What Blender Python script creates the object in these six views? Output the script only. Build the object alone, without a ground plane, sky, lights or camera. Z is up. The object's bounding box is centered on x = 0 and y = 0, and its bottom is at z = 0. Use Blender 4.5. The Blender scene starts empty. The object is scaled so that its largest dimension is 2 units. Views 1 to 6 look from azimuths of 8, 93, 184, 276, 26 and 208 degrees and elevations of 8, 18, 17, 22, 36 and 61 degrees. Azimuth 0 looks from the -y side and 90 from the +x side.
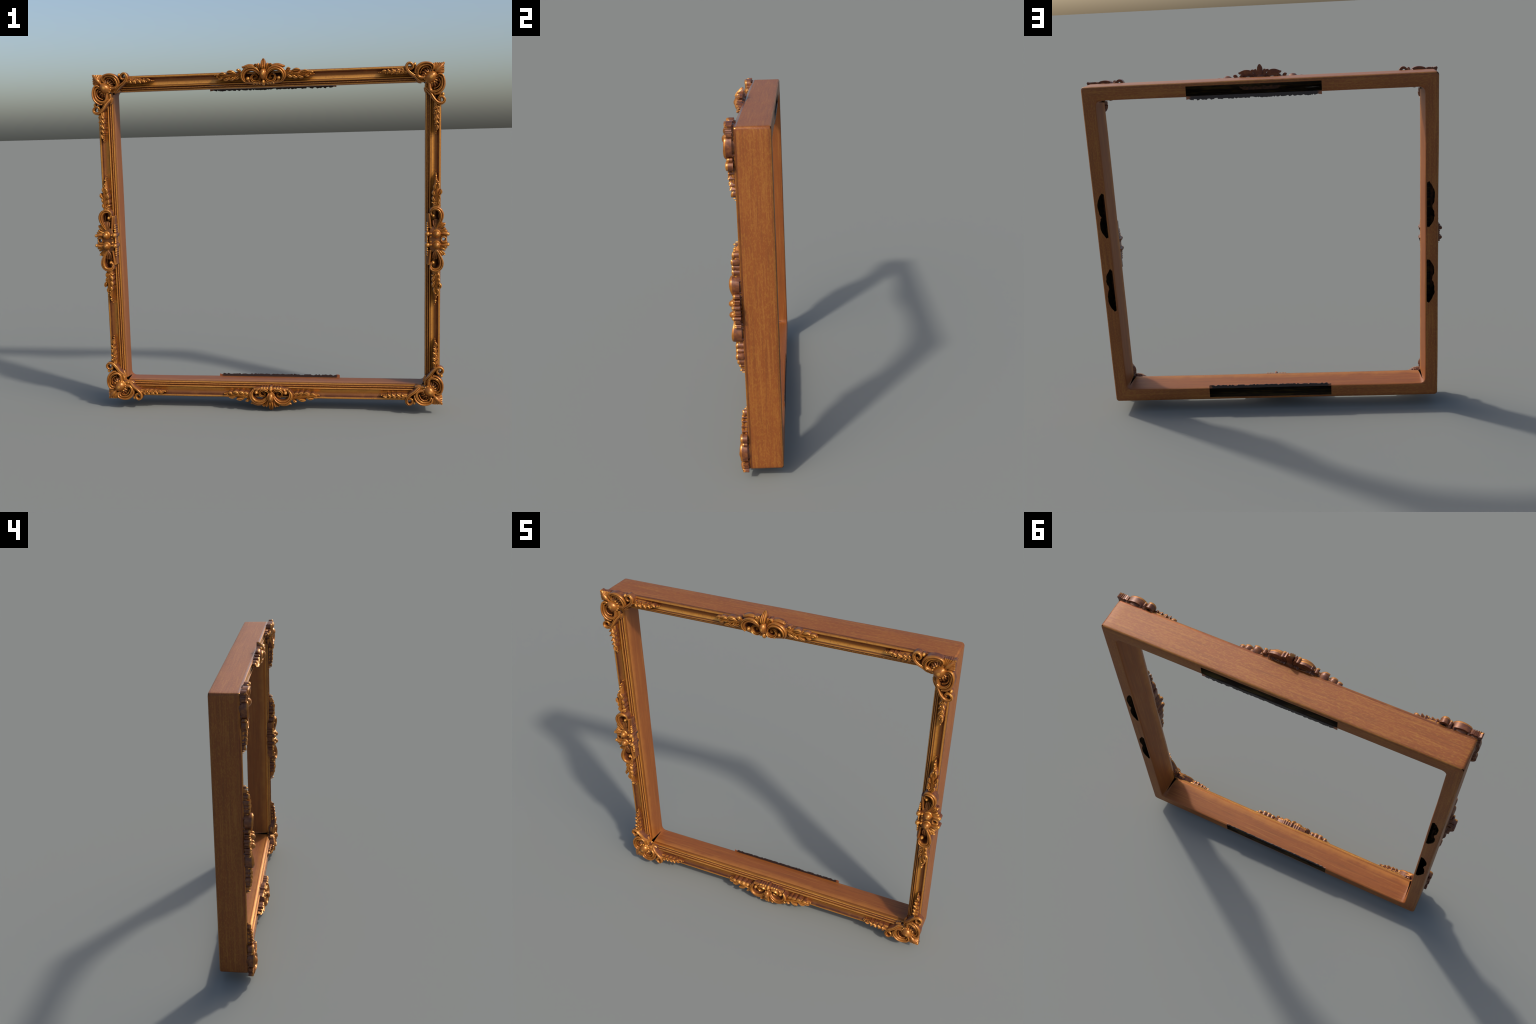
"""Gilded ornate picture frame: deep hollow timber casing, gilded front moulding with
beading, four carved corner ornaments, a crest above and below and a twin-boss
ornament on each side.  Frame coordinates: x right, z up, the front faces -y."""
import bpy, bmesh, math, random
from math import sin, cos, pi, sqrt, exp, hypot
from mathutils import Vector, noise, Matrix

random.seed(7)
noise.seed_set(3)

# ------------------------------------------------------------------ sizes
ZC = 0.997                       # height of the frame's centre
OUT_X, OUT_Z = 0.9545, 0.929      # half sizes of the casing
INF_X, INF_Z = 0.8700, 0.8390     # half sizes of the opening at the front
INB_X, INB_Z = 0.8815, 0.8525     # half sizes of the opening at the back
Y_BACK = 0.121
Y_LIP = -0.064
Y_SPLIT_IN = -0.026              # where gilding ends on the inner wall

# ------------------------------------------------------------------ materials
def nodes_of(name):
    m = bpy.data.materials.new(name)
    m.use_nodes = True
    nt = m.node_tree
    for n in list(nt.nodes):
        nt.nodes.remove(n)
    out = nt.nodes.new("ShaderNodeOutputMaterial")
    b = nt.nodes.new("ShaderNodeBsdfPrincipled")
    nt.links.new(b.outputs[0], out.inputs[0])
    return m, nt, b

def noise_tex(nt, vec, scale, detail=4, rough=0.6, stretch=(1, 1, 1)):
    mp = nt.nodes.new("ShaderNodeMapping")
    mp.inputs["Scale"].default_value = stretch
    nt.links.new(vec, mp.inputs["Vector"])
    t = nt.nodes.new("ShaderNodeTexNoise")
    t.inputs["Scale"].default_value = scale
    t.inputs["Detail"].default_value = detail
    t.inputs["Roughness"].default_value = rough
    nt.links.new(mp.outputs[0], t.inputs["Vector"])
    return t.outputs["Fac"]

def ramp(nt, fac, lo, hi, a=0.0, b=1.0):
    r = nt.nodes.new("ShaderNodeMapRange")
    r.interpolation_type = "SMOOTHSTEP"
    r.inputs["From Min"].default_value = lo
    r.inputs["From Max"].default_value = hi
    r.inputs["To Min"].default_value = a
    r.inputs["To Max"].default_value = b
    nt.links.new(fac, r.inputs["Value"])
    return r.outputs[0]

def math_node(nt, op, a, b=None):
    n = nt.nodes.new("ShaderNodeMath")
    n.operation = op
    for i, v in enumerate((a, b)):
        if v is None:
            continue
        if isinstance(v, (int, float)):
            n.inputs[i].default_value = v
        else:
            nt.links.new(v, n.inputs[i])
    return n.outputs[0]

def mix(nt, fac, a, b):
    n = nt.nodes.new("ShaderNodeMix")
    n.data_type = "RGBA"
    for sock, v in ((n.inputs[0], fac), (n.inputs[6], a), (n.inputs[7], b)):
        if isinstance(v, tuple):
            sock.default_value = (*v, 1)
        elif isinstance(v, (int, float)):
            sock.default_value = v
        else:
            nt.links.new(v, sock)
    return n.outputs[2]

def bump(nt, bsdf, h, strength, dist):
    b = nt.nodes.new("ShaderNodeBump")
    b.inputs["Strength"].default_value = strength
    b.inputs["Distance"].default_value = dist
    nt.links.new(h, b.inputs["Height"])
    nt.links.new(b.outputs[0], bsdf.inputs["Normal"])

def obj_coord(nt):
    return nt.nodes.new("ShaderNodeTexCoord").outputs["Object"]

def pointiness(nt):
    return nt.nodes.new("ShaderNodeNewGeometry").outputs["Pointiness"]

GOLD = (0.325, 0.110, 0.019)
GOLD_MID = (0.43, 0.160, 0.026)
GOLD_LIGHT = (0.74, 0.335, 0.064)
UMBER = (0.085, 0.028, 0.016)
BOLE = (0.20, 0.060, 0.022)
WOOD = (0.235, 0.066, 0.013)
OCHRE = (0.315, 0.125, 0.020)

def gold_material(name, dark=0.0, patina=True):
    m, nt, b = nodes_of(name)
    co = obj_coord(nt)
    big = noise_tex(nt, co, 22, 3)
    fine = noise_tex(nt, co, 150, 4)
    p = pointiness(nt)
    c = mix(nt, ramp(nt, big, 0.35, 0.7), GOLD, GOLD_MID)
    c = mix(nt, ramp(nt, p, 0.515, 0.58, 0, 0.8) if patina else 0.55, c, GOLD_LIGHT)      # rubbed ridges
    c = mix(nt, ramp(nt, fine, 0.55, 0.72, 0, 0.5), c, BOLE)          # worn specks
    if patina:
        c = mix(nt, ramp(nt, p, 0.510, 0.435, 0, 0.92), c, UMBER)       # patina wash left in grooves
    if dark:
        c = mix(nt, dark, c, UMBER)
    nt.links.new(c, b.inputs["Base Color"])
    b.inputs["Metallic"].default_value = 0.45
    b.inputs["Roughness"].default_value = 0.32
    bump(nt, b, fine, 0.12, 0.002)
    return m

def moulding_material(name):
    """gilding in bands, ridge highlights and groove shade painted into the colours: f runs 0 at the outer edge to 1 at the opening"""
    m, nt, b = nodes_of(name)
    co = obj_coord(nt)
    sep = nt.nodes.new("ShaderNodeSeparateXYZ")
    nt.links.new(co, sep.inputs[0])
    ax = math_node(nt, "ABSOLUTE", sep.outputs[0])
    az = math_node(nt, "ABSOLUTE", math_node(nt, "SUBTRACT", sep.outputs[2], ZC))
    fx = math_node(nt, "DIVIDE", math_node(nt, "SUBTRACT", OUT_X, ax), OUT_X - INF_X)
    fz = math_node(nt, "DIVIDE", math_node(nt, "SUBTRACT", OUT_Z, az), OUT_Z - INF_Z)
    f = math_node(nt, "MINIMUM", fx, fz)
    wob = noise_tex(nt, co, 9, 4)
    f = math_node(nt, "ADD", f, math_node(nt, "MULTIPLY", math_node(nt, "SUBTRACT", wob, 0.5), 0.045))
    cr = nt.nodes.new("ShaderNodeValToRGB")  # light gold stops paint ridge highlights, umber stops paint shade in the grooves
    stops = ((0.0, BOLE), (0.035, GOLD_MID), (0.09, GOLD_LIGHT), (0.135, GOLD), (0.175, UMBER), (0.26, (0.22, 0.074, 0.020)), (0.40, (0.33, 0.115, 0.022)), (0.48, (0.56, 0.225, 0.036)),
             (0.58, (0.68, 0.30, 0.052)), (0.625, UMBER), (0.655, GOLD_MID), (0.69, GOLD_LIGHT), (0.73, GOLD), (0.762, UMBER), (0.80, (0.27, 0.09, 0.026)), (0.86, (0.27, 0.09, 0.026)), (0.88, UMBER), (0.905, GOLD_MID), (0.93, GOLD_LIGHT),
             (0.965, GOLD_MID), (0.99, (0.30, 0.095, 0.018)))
    el = cr.color_ramp.elements
    el[0].position, el[0].color = stops[0][0], (*stops[0][1], 1)
    el[1].position, el[1].color = stops[-1][0], (*stops[-1][1], 1)
    for p, c in stops[1:-1]:
        e = el.new(p)
        e.color = (*c, 1)
    nt.links.new(f, cr.inputs[0])
    fine = noise_tex(nt, co, 120, 4)
    wear = noise_tex(nt, co, 16, 4, 0.65)
    c = mix(nt, ramp(nt, wear, 0.45, 0.70, 0.0, 0.4), cr.outputs[0], (0.36, 0.135, 0.028))
    c = mix(nt, ramp(nt, fine, 0.54, 0.70, 0, 0.5), c, BOLE)
    nt.links.new(c, b.inputs["Base Color"])
    b.inputs["Metallic"].default_value = 0.55
    b.inputs["Roughness"].default_value = 0.27
    bump(nt, b, fine, 0.10, 0.002)
    return m

def bole_material(name):
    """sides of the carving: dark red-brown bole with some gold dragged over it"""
    m, nt, b = nodes_of(name)
    co = obj_coord(nt)
    f = noise_tex(nt, co, 45, 4)
    c = mix(nt, ramp(nt, f, 0.38, 0.7), (0.115, 0.034, 0.015), (0.22, 0.072, 0.020))
    nt.links.new(c, b.inputs["Base Color"])
    b.inputs["Metallic"].default_value = 0.2
    b.inputs["Roughness"].default_value = 0.4
    return m

def wood_material(name):
    m, nt, b = nodes_of(name)
    co = obj_coord(nt)
    sep = nt.nodes.new("ShaderNodeSeparateXYZ")
    nt.links.new(co, sep.inputs[0])
    ax = math_node(nt, "ABSOLUTE", sep.outputs[0])
    az = math_node(nt, "ABSOLUTE", math_node(nt, "SUBTRACT", sep.outputs[2], ZC))
    side = ramp(nt, math_node(nt, "SUBTRACT", ax, az), 0.015, 0.035)
    lying = noise_tex(nt, co, 165, 5, 0.65, (0.30, 1, 1))
    standing = noise_tex(nt, co, 165, 5, 0.65, (1, 1, 0.45))
    streak = mix(nt, side, lying, standing)
    patch = noise_tex(nt, co, 7, 3)
    fac = math_node(nt, "ADD", streak, math_node(nt, "MULTIPLY", math_node(nt, "SUBTRACT", patch, 0.5), 0.22))
    flecks = ramp(nt, fac, 0.47, 0.60)
    # the inner wall is plainer: fewer flecks
    inx = ramp(nt, ax, 0.884, 0.890)
    inz = ramp(nt, az, 0.854, 0.860)
    outer = math_node(nt, "MAXIMUM", inx, inz)
    amount = math_node(nt, "MULTIPLY", flecks, ramp(nt, outer, 0, 1, 0.18, 0.68))
    c = mix(nt, amount, WOOD, OCHRE)
    c = mix(nt, ramp(nt, patch, 0.35, 0.7, 0, 0.35), c, (0.27, 0.078, 0.014))
    # long lengthwise grain, lighter and darker bands
    grain = mix(nt, side, noise_tex(nt, co, 95, 4, 0.6, (0.035, 1, 1)), noise_tex(nt, co, 95, 4, 0.6, (1, 1, 0.035)))
    c = mix(nt, ramp(nt, grain, 0.50, 0.68, 0, 0.42), c, (0.155, 0.046, 0.012))
    c = mix(nt, ramp(nt, grain, 0.46, 0.34, 0, 0.38), c, (0.36, 0.150, 0.028))
    # gold dragged over the front of the inner wall, thinning out unevenly
    drag = math_node(nt, "ADD", sep.outputs[1], math_node(nt, "MULTIPLY", math_node(nt, "SUBTRACT", noise_tex(nt, co, 11, 4), 0.5), 0.07))
    drag = math_node(nt, "MULTIPLY", ramp(nt, drag, 0.022, -0.030, 0, 0.6), ramp(nt, outer, 0, 1, 1, 0))
    c = mix(nt, drag, c, (0.45, 0.165, 0.026))
    # rubbed arrises: the back edge all round and the four upright/lying outer corners,
    # with the thin dark line of the old varnish just inside them
    ex = math_node(nt, "SUBTRACT", OUT_X, ax)
    ez = math_node(nt, "SUBTRACT", OUT_Z, az)
    e = math_node(nt, "MINIMUM", ex, ez)
    yb = math_node(nt, "SUBTRACT", Y_BACK, sep.outputs[1])
    d = math_node(nt, "MINIMUM", math_node(nt, "ADD", e, yb), math_node(nt, "ADD", ex, ez))
    d = math_node(nt, "ADD", d, math_node(nt, "MULTIPLY", math_node(nt, "SUBTRACT", noise_tex(nt, co, 35, 4), 0.5), 0.007))
    line = math_node(nt, "MULTIPLY", ramp(nt, d, 0.0085, 0.0105), ramp(nt, d, 0.0150, 0.0120))
    c = mix(nt, math_node(nt, "MULTIPLY", line, 0.25), c, (0.12, 0.034, 0.012))
    c = mix(nt, ramp(nt, d, 0.0095, 0.0055, 0, 0.42), c, (0.42, 0.18, 0.035))
    nt.links.new(c, b.inputs["Base Color"])
    b.inputs["Metallic"].default_value = 0.08
    b.inputs["Specular IOR Level"].default_value = 0.36
    b.inputs["Roughness"].default_value = 0.5
    bump(nt, b, streak, 0.06, 0.002)
    return m

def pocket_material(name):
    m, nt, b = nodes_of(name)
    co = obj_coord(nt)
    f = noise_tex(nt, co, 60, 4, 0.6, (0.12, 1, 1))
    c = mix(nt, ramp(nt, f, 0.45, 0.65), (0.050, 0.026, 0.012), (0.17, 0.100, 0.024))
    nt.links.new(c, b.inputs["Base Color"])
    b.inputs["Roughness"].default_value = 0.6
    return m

def strip_material(name):
    m, nt, b = nodes_of(name)
    co = obj_coord(nt)
    sep = nt.nodes.new("ShaderNodeSeparateXYZ")
    nt.links.new(co, sep.inputs[0])
    off = math_node(nt, "ABSOLUTE", math_node(nt, "SUBTRACT", sep.outputs[0], 0.0245))
    f = noise_tex(nt, co, 90, 3)
    fac = math_node(nt, "ADD", off, math_node(nt, "MULTIPLY", math_node(nt, "SUBTRACT", f, 0.5), 0.03))
    c = mix(nt, ramp(nt, fac, 0.339, 0.352), (0.022, 0.013, 0.012), (0.25, 0.08, 0.03))
    nt.links.new(c, b.inputs["Base Color"])
    b.inputs["Roughness"].default_value = 0.5
    return m

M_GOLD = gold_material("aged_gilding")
M_BOLE = bole_material("red_bole_sides")
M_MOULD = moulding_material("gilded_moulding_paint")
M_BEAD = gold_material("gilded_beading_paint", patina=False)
M_DIM = gold_material("shaded_recess_gilding", 0.55)  # darker copy of the gilding, the shade of recesses put into its colour
M_WOOD = wood_material("mottled_stained_wood")
M_POCKET = pocket_material("dark_hollow_inside")
M_STRIP = strip_material("dark_torn_strip_paint")

# ------------------------------------------------------------------ helpers
class Builder:
    """collects vertices and faces with material indices"""
    def __init__(self):
        self.v, self.f, self.m = [], [], []

    def add(self, verts, faces, mats):
        o = len(self.v)
        self.v += verts
        self.f += [tuple(i + o for i in f) for f in faces]
        self.m += mats if isinstance(mats, list) else [mats] * len(faces)

    def mesh(self, name, materials, sharp=48):
        me = bpy.data.meshes.new(name)
        me.from_pydata(self.v, [], self.f)
        for mt in materials:
            me.materials.append(mt)
        me.polygons.foreach_set("material_index", self.m)
        bm = bmesh.new()
        bm.from_mesh(me)
        bmesh.ops.recalc_face_normals(bm, faces=bm.faces)
        bm.to_mesh(me)
        bm.free()
        me.polygons.foreach_set("use_smooth", [True] * len(me.polygons))
        me.set_sharp_from_angle(angle=math.radians(sharp))
        me.update()
        return me

def link(name, data, parent=None):
    o = bpy.data.objects.new(name, data)
    bpy.context.collection.objects.link(o)
    o.parent = parent
    return o

def catmull(pts, n):
    """n+1 samples of a Catmull-Rom curve through tuples of any length, evenly by chord"""
    P = [tuple(2 * a - b for a, b in zip(pts[0], pts[1]))] + list(pts) + [tuple(2 * a - b for a, b in zip(pts[-1], pts[-2]))]
    L = [0.0]
    for a, b in zip(pts, pts[1:]):
        L.append(L[-1] + hypot(b[0] - a[0], b[1] - a[1]) + 1e-6)
    out = []
    k = 0
    for i in range(n + 1):
        s = L[-1] * i / n
        while k < len(pts) - 2 and s > L[k + 1]:
            k += 1
        t = (s - L[k]) / (L[k + 1] - L[k])
        p0, p1, p2, p3 = P[k:k + 4]
        out.append(tuple(0.5 * (2 * b + (c - a) * t + (2 * a - 5 * b + 4 * c - d) * t * t + (3 * b - a - 3 * c + d) * t ** 3)
                         for a, b, c, d in zip(p0, p1, p2, p3)))
    return out

# cross sections: height (0..1) over the half width t = -1..1
def sec_round(t):
    return sqrt(max(0, 1 - t * t))

def sec_triple(t):          # three lengthwise ridges
    return (0.72 + 0.28 * cos(3 * pi * t)) * max(0, 1 - abs(t) ** 5) ** 0.5 + 0.02

def sec_double(t):          # two rims with a groove between
    return (0.70 - 0.30 * cos(2 * pi * t)) * max(0, 1 - abs(t) ** 6) ** 0.5

def sec_scroll(t):          # broad rounded band with one off-centre groove
    return max(0, 1 - abs(t) ** 3) ** 0.6 * (1 - 0.42 * exp(-((t + 0.28) / 0.16) ** 2))

def sec_leaf(t):            # two lobes and a sunken midrib
    return max(0, 1 - t * t) ** 0.6 * (1 - 0.55 * exp(-(t / 0.22) ** 2))

def sec_flat(t):
    return max(0, 1 - t ** 6) ** 0.5

SECS = [-1, -0.92, -0.8, -0.66, -0.5, -0.33, -0.16, 0, 0.16, 0.33, 0.5, 0.66, 0.8, 0.92, 1]

class Ornament:
    """Places strokes and domes given in frame coordinates (px, pz) with front heights
    (metres in front of y = 0).  `to_local` moves them to the ornament's own origin."""
    def __init__(self, origin, raised=0.0):
        self.o = origin
        self.raised = raised          # the whole relief brought forward by this much
        self.turn = 0.0               # staggers the backs so that no two lie in one plane

    def base(self, x, z):
        over = max(abs(x) - OUT_X, abs(z - ZC) - OUT_Z)
        inside = max(INF_X - abs(x), 0) if abs(z - ZC) < INF_Z else 0
        inside_z = max(INF_Z - abs(z - ZC), 0) if abs(x) < INF_X else 0
        d = 0.0045 * self.turn
        if over > -0.004 or (inside > 0 and inside_z > 0):
            return 0.0655 + d
        if inside > 0 or inside_z > 0:
            return 0.058 + d
        return 0.0445 + 0.6 * d

    def put(self, x, z, h):
        return (x - self.o[0], -h - (self.raised if h > 0.0705 else 0.0), z - self.o[1])

    def stroke(self, B, pts, sec=sec_round, drop=0.022, seg=None, mats=(0, 1), lift=1.0):
        """pts: (x, z, half width, front height); drop: how far the edges lie behind the crest"""
        n = seg or max(6, int(5 * len(pts)))
        self.turn = (self.turn + 0.6180) % 1.0
        S = catmull(pts, n)
        rows = []
        for i, (x, z, w, h) in enumerate(S):
            a, b = S[max(0, i - 1)], S[min(n, i + 1)]
            dx, dz = b[0] - a[0], b[1] - a[1]
            l = hypot(dx, dz) or 1
            nx, nz = -dz / l, dx / l
            w = max(w, 0.0004)
            d = min(drop, 1.3 * w + 0.003)
            row = []
            for t in SECS:
                px, pz = x + nx * w * t, z + nz * w * t
                row.append(self.put(px, pz, h - d * (1 - sec(t))))
            px, pz = x + nx * w, z + nz * w
            qx, qz = x - nx * w, z - nz * w
            row.append(self.put(px, pz, min(self.base(px, pz), h - d - 0.001)))
            row.insert(0, self.put(qx, qz, min(self.base(qx, qz), h - d - 0.001)))
            rows.append(row)
        k = len(rows[0])
        verts = [v for r in rows for v in r]
        faces, m = [], []
        for i in range(n):
            for j in range(k):
                j2 = (j + 1) % k
                faces.append((i * k + j, i * k + j2, (i + 1) * k + j2, (i + 1) * k + j))
                m.append(mats[1] if j in (0, k - 2, k - 1) else mats[0])
        faces += [tuple(range(k)), tuple(n * k + j for j in reversed(range(k)))]
        m += [mats[1], mats[1]]
        B.add(verts, faces, m)

    def twin(self, B, path, seg=36):
        """a scroll of two side-by-side strands, the left one round, the right one grooved"""
        S = catmull(path, 14)
        for off, k, dh, sec in ((0.50, 0.52, -0.003, sec_round), (-0.46, 0.56, 0.001, sec_scroll)):
            pts = []
            for i, (x, z, w, h) in enumerate(S):
                a, b = S[max(0, i - 1)], S[min(len(S) - 1, i + 1)]
                dx, dz = b[0] - a[0], b[1] - a[1]
                l = hypot(dx, dz) or 1
                pts.append((x - dz / l * w * off, z + dx / l * w * off, w * k, h + dh))
            self.stroke(B, pts, sec, 0.012, seg)

    def dome(self, B, x, z, rx, rz, front, back=None, rot=0.0, egg=0.0, seg=20, rings=7, mats=(0, 1)):
        """rounded boss; `egg` narrows the end that points along rot"""
        back = back if back is not None else front - max(rx, rz)
        self.turn = (self.turn + 0.6180) % 1.0
        verts, faces, m = [], [], []
        for r in range(rings + 1):
            ph = 0.5 * pi * r / rings
            for s in range(seg):
                th = 2 * pi * s / seg
                ex, ez = cos(th) * rx, sin(th) * rz * (1 - egg * cos(th))
                k = cos(ph)
                px = x + k * (ex * cos(rot) - ez * sin(rot))
                pz = z + k * (ex * sin(rot) + ez * cos(rot))
                verts.append(self.put(px, pz, back + (front - back) * sin(ph)))
        ring0 = verts[:seg]
        base = []
        for v in ring0:
            px, pz = v[0] + self.o[0], v[2] + self.o[1]
            base.append(self.put(px, pz, min(self.base(px, pz), back - 0.001)))
        verts = base + verts
        for r in range(rings + 1):
            for s in range(seg):
                s2 = (s + 1) % seg
                faces.append((r * seg + s, r * seg + s2, (r + 1) * seg + s2, (r + 1) * seg + s))
                m.append(mats[1] if r == 0 else mats[0])
        faces += [tuple(reversed(range(seg))), tuple((rings + 1) * seg + s for s in range(seg))]
        m += [mats[1], mats[0]]
        B.add(verts, faces, m)

    def leaf(self, B, x0, z0, x1, z1, w, h0, h1, bend=0.0, drop=0.016, tip=0.35, seg=9, mats=(0, 1)):
        """a pointed leaf from root to tip, fullest past the middle, bowed sideways by `bend`"""
        dx, dz = x1 - x0, z1 - z0
        pts = []
        for s, k in ((0, 0.35), (0.3, 0.8), (0.62, 1.0), (0.86, 0.72), (1, tip * 0.5)):
            q = bend * sin(pi * s)
            pts.append((x0 + dx * s - dz * q, z0 + dz * s + dx * q, w * k, h0 + (h1 - h0) * s + 0.006 * sin(pi * s)))
        self.stroke(B, pts, sec_leaf, drop, seg, mats)

    def curl(self, B, cx, cz, r0, r1, a0, turns, w0, w1, h0, h1, sec=sec_round, seg=22, drop=0.014):
        pts = []
        for i in range(9):
            s = i / 8
            a = a0 + turns * 2 * pi * s
            r = r0 + (r1 - r0) * s
            pts.append((cx + r * cos(a), cz + r * sin(a), w0 + (w1 - w0) * s, h0 + (h1 - h0) * s))
        self.stroke(B, pts, sec, drop, seg)

# ------------------------------------------------------------------ the frame body
def rect_loop(hx, hz, r, y, n=44, arc=6):
    """rounded rectangle around the frame's centre, same vertex count for every size"""
    pts = []
    for cx, cz, a0 in ((hx - r, hz - r, 0), (-(hx - r), hz - r, 90), (-(hx - r), -(hz - r), 180), (hx - r, -(hz - r), 270)):
        for i in range(arc + 1):
            a = math.radians(a0 + 90 * i / arc)
            pts.append((cx + r * cos(a), cz + r * sin(a)))
    out = []
    m = len(pts)
    for i, p in enumerate(pts):
        out.append(p)
        if i % (arc + 1) == arc:
            q = pts[(i + 1) % m]
            out += [(p[0] + (q[0] - p[0]) * k / n, p[1] + (q[1] - p[1]) * k / n) for k in range(1, n)]
    return [(x, y, z) for x, z in out]

def front_at(f):
    return OUT_X - (OUT_X - INF_X) * f, OUT_Z - (OUT_Z - INF_Z) * f

FRONT = ((0.998, -0.029), (0.985, -0.035), (0.96, -0.0415), (0.93, -0.0455), (0.905, -0.0455), (0.888, -0.043), (0.875, -0.0425),
         (0.862, -0.0475), (0.82, -0.0505), (0.778, -0.0495), (0.768, -0.046), (0.758, -0.0465), (0.745, -0.053), (0.72, -0.0585),
         (0.685, -0.0605), (0.65, -0.0585), (0.632, -0.0545), (0.61, -0.053), (0.57, -0.052), (0.52, -0.0495), (0.45, -0.048),
         (0.38, -0.048), (0.31, -0.0492), (0.25, -0.052), (0.205, -0.056), (0.185, -0.0595), (0.165, -0.0615), (0.135, -0.063),
         (0.09, -0.0638), (0.05, -0.063), (0.02, -0.060), (0.004, -0.055))

def build_body(root):
    loops = []
    for e, y in ((0.0, 0.060), (0.0, 0.110), (0.0012, 0.1148), (0.0040, 0.1185), (0.0080, 0.1204), (0.0125, Y_BACK)):
        loops.append((OUT_X - e, OUT_Z - e, 0.017, y, 0))
    for e, y in ((0.009, Y_BACK), (0.004, 0.1202), (0.001, 0.1165), (0.0, 0.112)):
        loops.append((INB_X + e, INB_Z + e, 0.030, y, 0))
    for k in range(1, 6):
        s = k / 5
        y = 0.112 + (Y_SPLIT_IN - 0.112) * s
        loops.append((INB_X + (INF_X - INB_X) * s, INB_Z + (INF_Z - INB_Z) * s, 0.030 - 0.020 * s, y, 0))
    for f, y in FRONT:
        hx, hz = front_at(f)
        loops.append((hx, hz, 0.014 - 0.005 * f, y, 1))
    loops.append((OUT_X, OUT_Z, 0.014, -0.048, 0))
    loops.append((OUT_X, OUT_Z, 0.014, 0.0, 0))
    verts, rows, kinds = [], [], []
    for hx, hz, r, y, kind in loops:
        row = []
        for x, yy, z in rect_loop(hx, hz, r, y):
            w = noise.noise(Vector((x * 3.1, y * 4, z * 3.1))) * 0.0016
            row.append(len(verts))
            verts.append((x + w * (1 if abs(x) > abs(z) else 0.2), yy + 0.5 * w * kind, ZC + z + w * (1 if abs(z) > abs(x) else 0.2)))
        rows.append(row)
        kinds.append(kind)
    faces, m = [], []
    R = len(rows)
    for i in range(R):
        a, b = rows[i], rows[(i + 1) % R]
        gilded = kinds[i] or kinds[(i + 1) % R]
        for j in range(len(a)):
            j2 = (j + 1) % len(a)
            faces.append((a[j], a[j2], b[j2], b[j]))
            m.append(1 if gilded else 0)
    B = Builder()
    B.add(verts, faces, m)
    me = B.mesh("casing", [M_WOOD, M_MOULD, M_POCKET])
    body = link("casing", me, root)

    # --- the rails are hollow: a ring-shaped void a few millimetres inside every wall
    V = Builder()
    wall = 0.0035
    ring = [(OUT_X - wall, OUT_Z - wall, 0.010, 0.118), (INB_X + wall, INB_Z + wall, 0.026, 0.118), (INF_X + wall + 0.003, INF_Z + wall + 0.003, 0.012, -0.020)]
    for f, y in FRONT[2:-2:2]:
        hx, hz = front_at(min(f, 0.93))
        ring.append((hx, hz, 0.012, y + 0.0055))
    ring.append((OUT_X - wall, OUT_Z - wall, 0.010, -0.046))
    vv, ff = [], []
    for hx, hz, r, y in ring:
        vv += [(x, yy, ZC + z) for x, yy, z in rect_loop(hx, hz, r, y, n=8)]
    k = len(vv) // len(ring)
    for i in range(len(ring)):
        i2 = (i + 1) % len(ring)
        ff += [(i * k + j, i * k + (j + 1) % k, i2 * k + (j + 1) % k, i2 * k + j) for j in range(k)]
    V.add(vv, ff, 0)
    void = link("void", V.mesh("void", [M_POCKET]), None)

    # --- cutters: two long slots, four ragged holes, four open mitre cracks
    C = Builder()
    def prism(outline, y0, y1):
        n = len(outline)
        v = [(x, y0, z) for x, z in outline] + [(x, y1, z) for x, z in outline]
        f = [tuple(range(n)), tuple(reversed(range(n, 2 * n)))]
        f += [(i, i + n, (i + 1) % n + n, (i + 1) % n) for i in range(n)]
        C.add(v, f, 0)
    prism([(-0.338, ZC + INB_Z + 0.0035), (0.387, ZC + INB_Z + 0.0035), (0.387, 1.906), (-0.338, 1.906)], -0.030, 0.14)
    prism([(-0.335, 0.083), (0.387, 0.083), (0.387, ZC - INB_Z - 0.0035), (-0.335, ZC - INB_Z - 0.0035)], 0.10, 0.14)
    rng = random.Random(11)
    # outer contour of a torn hole: (height along the hole 0..1, width); straight on the inner side
    torn = ((0.0, 0.012), (0.06, 0.024), (0.16, 0.037), (0.24, 0.044), (0.36, 0.043), (0.46, 0.038), (0.53, 0.030),
            (0.55, 0.024), (0.57, 0.033), (0.60, 0.031), (0.63, 0.038), (0.72, 0.042), (0.82, 0.040), (0.90, 0.032), (1.0, 0.014))
    for sx in (1, -1):
        for zt, zb in ((1.344, 1.085), (0.642, 0.900)):
            o = []
            for i in range(29):
                s = i / 28
                for (s0, w0), (s1, w1) in zip(torn, torn[1:]):
                    if s0 <= s <= s1:
                        w = w0 + (w1 - w0) * (s - s0) / (s1 - s0)
                        break
                o.append((sx * (0.8905 + w + rng.uniform(-0.0016, 0.0016)), zt + (zb - zt) * s))
            for k in range(5):
                o.append((sx * (0.8905 + 0.010 - 0.002 * k), zb + (zb - zt) * rng.uniform(-0.03, 0.02)))
            o.append((sx * 0.8905, zb - (zb - zt) * 0.03))
            o.append((sx * 0.8905, zt + (zb - zt) * 0.03))
            prism(o, 0.10, 0.14)
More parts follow.
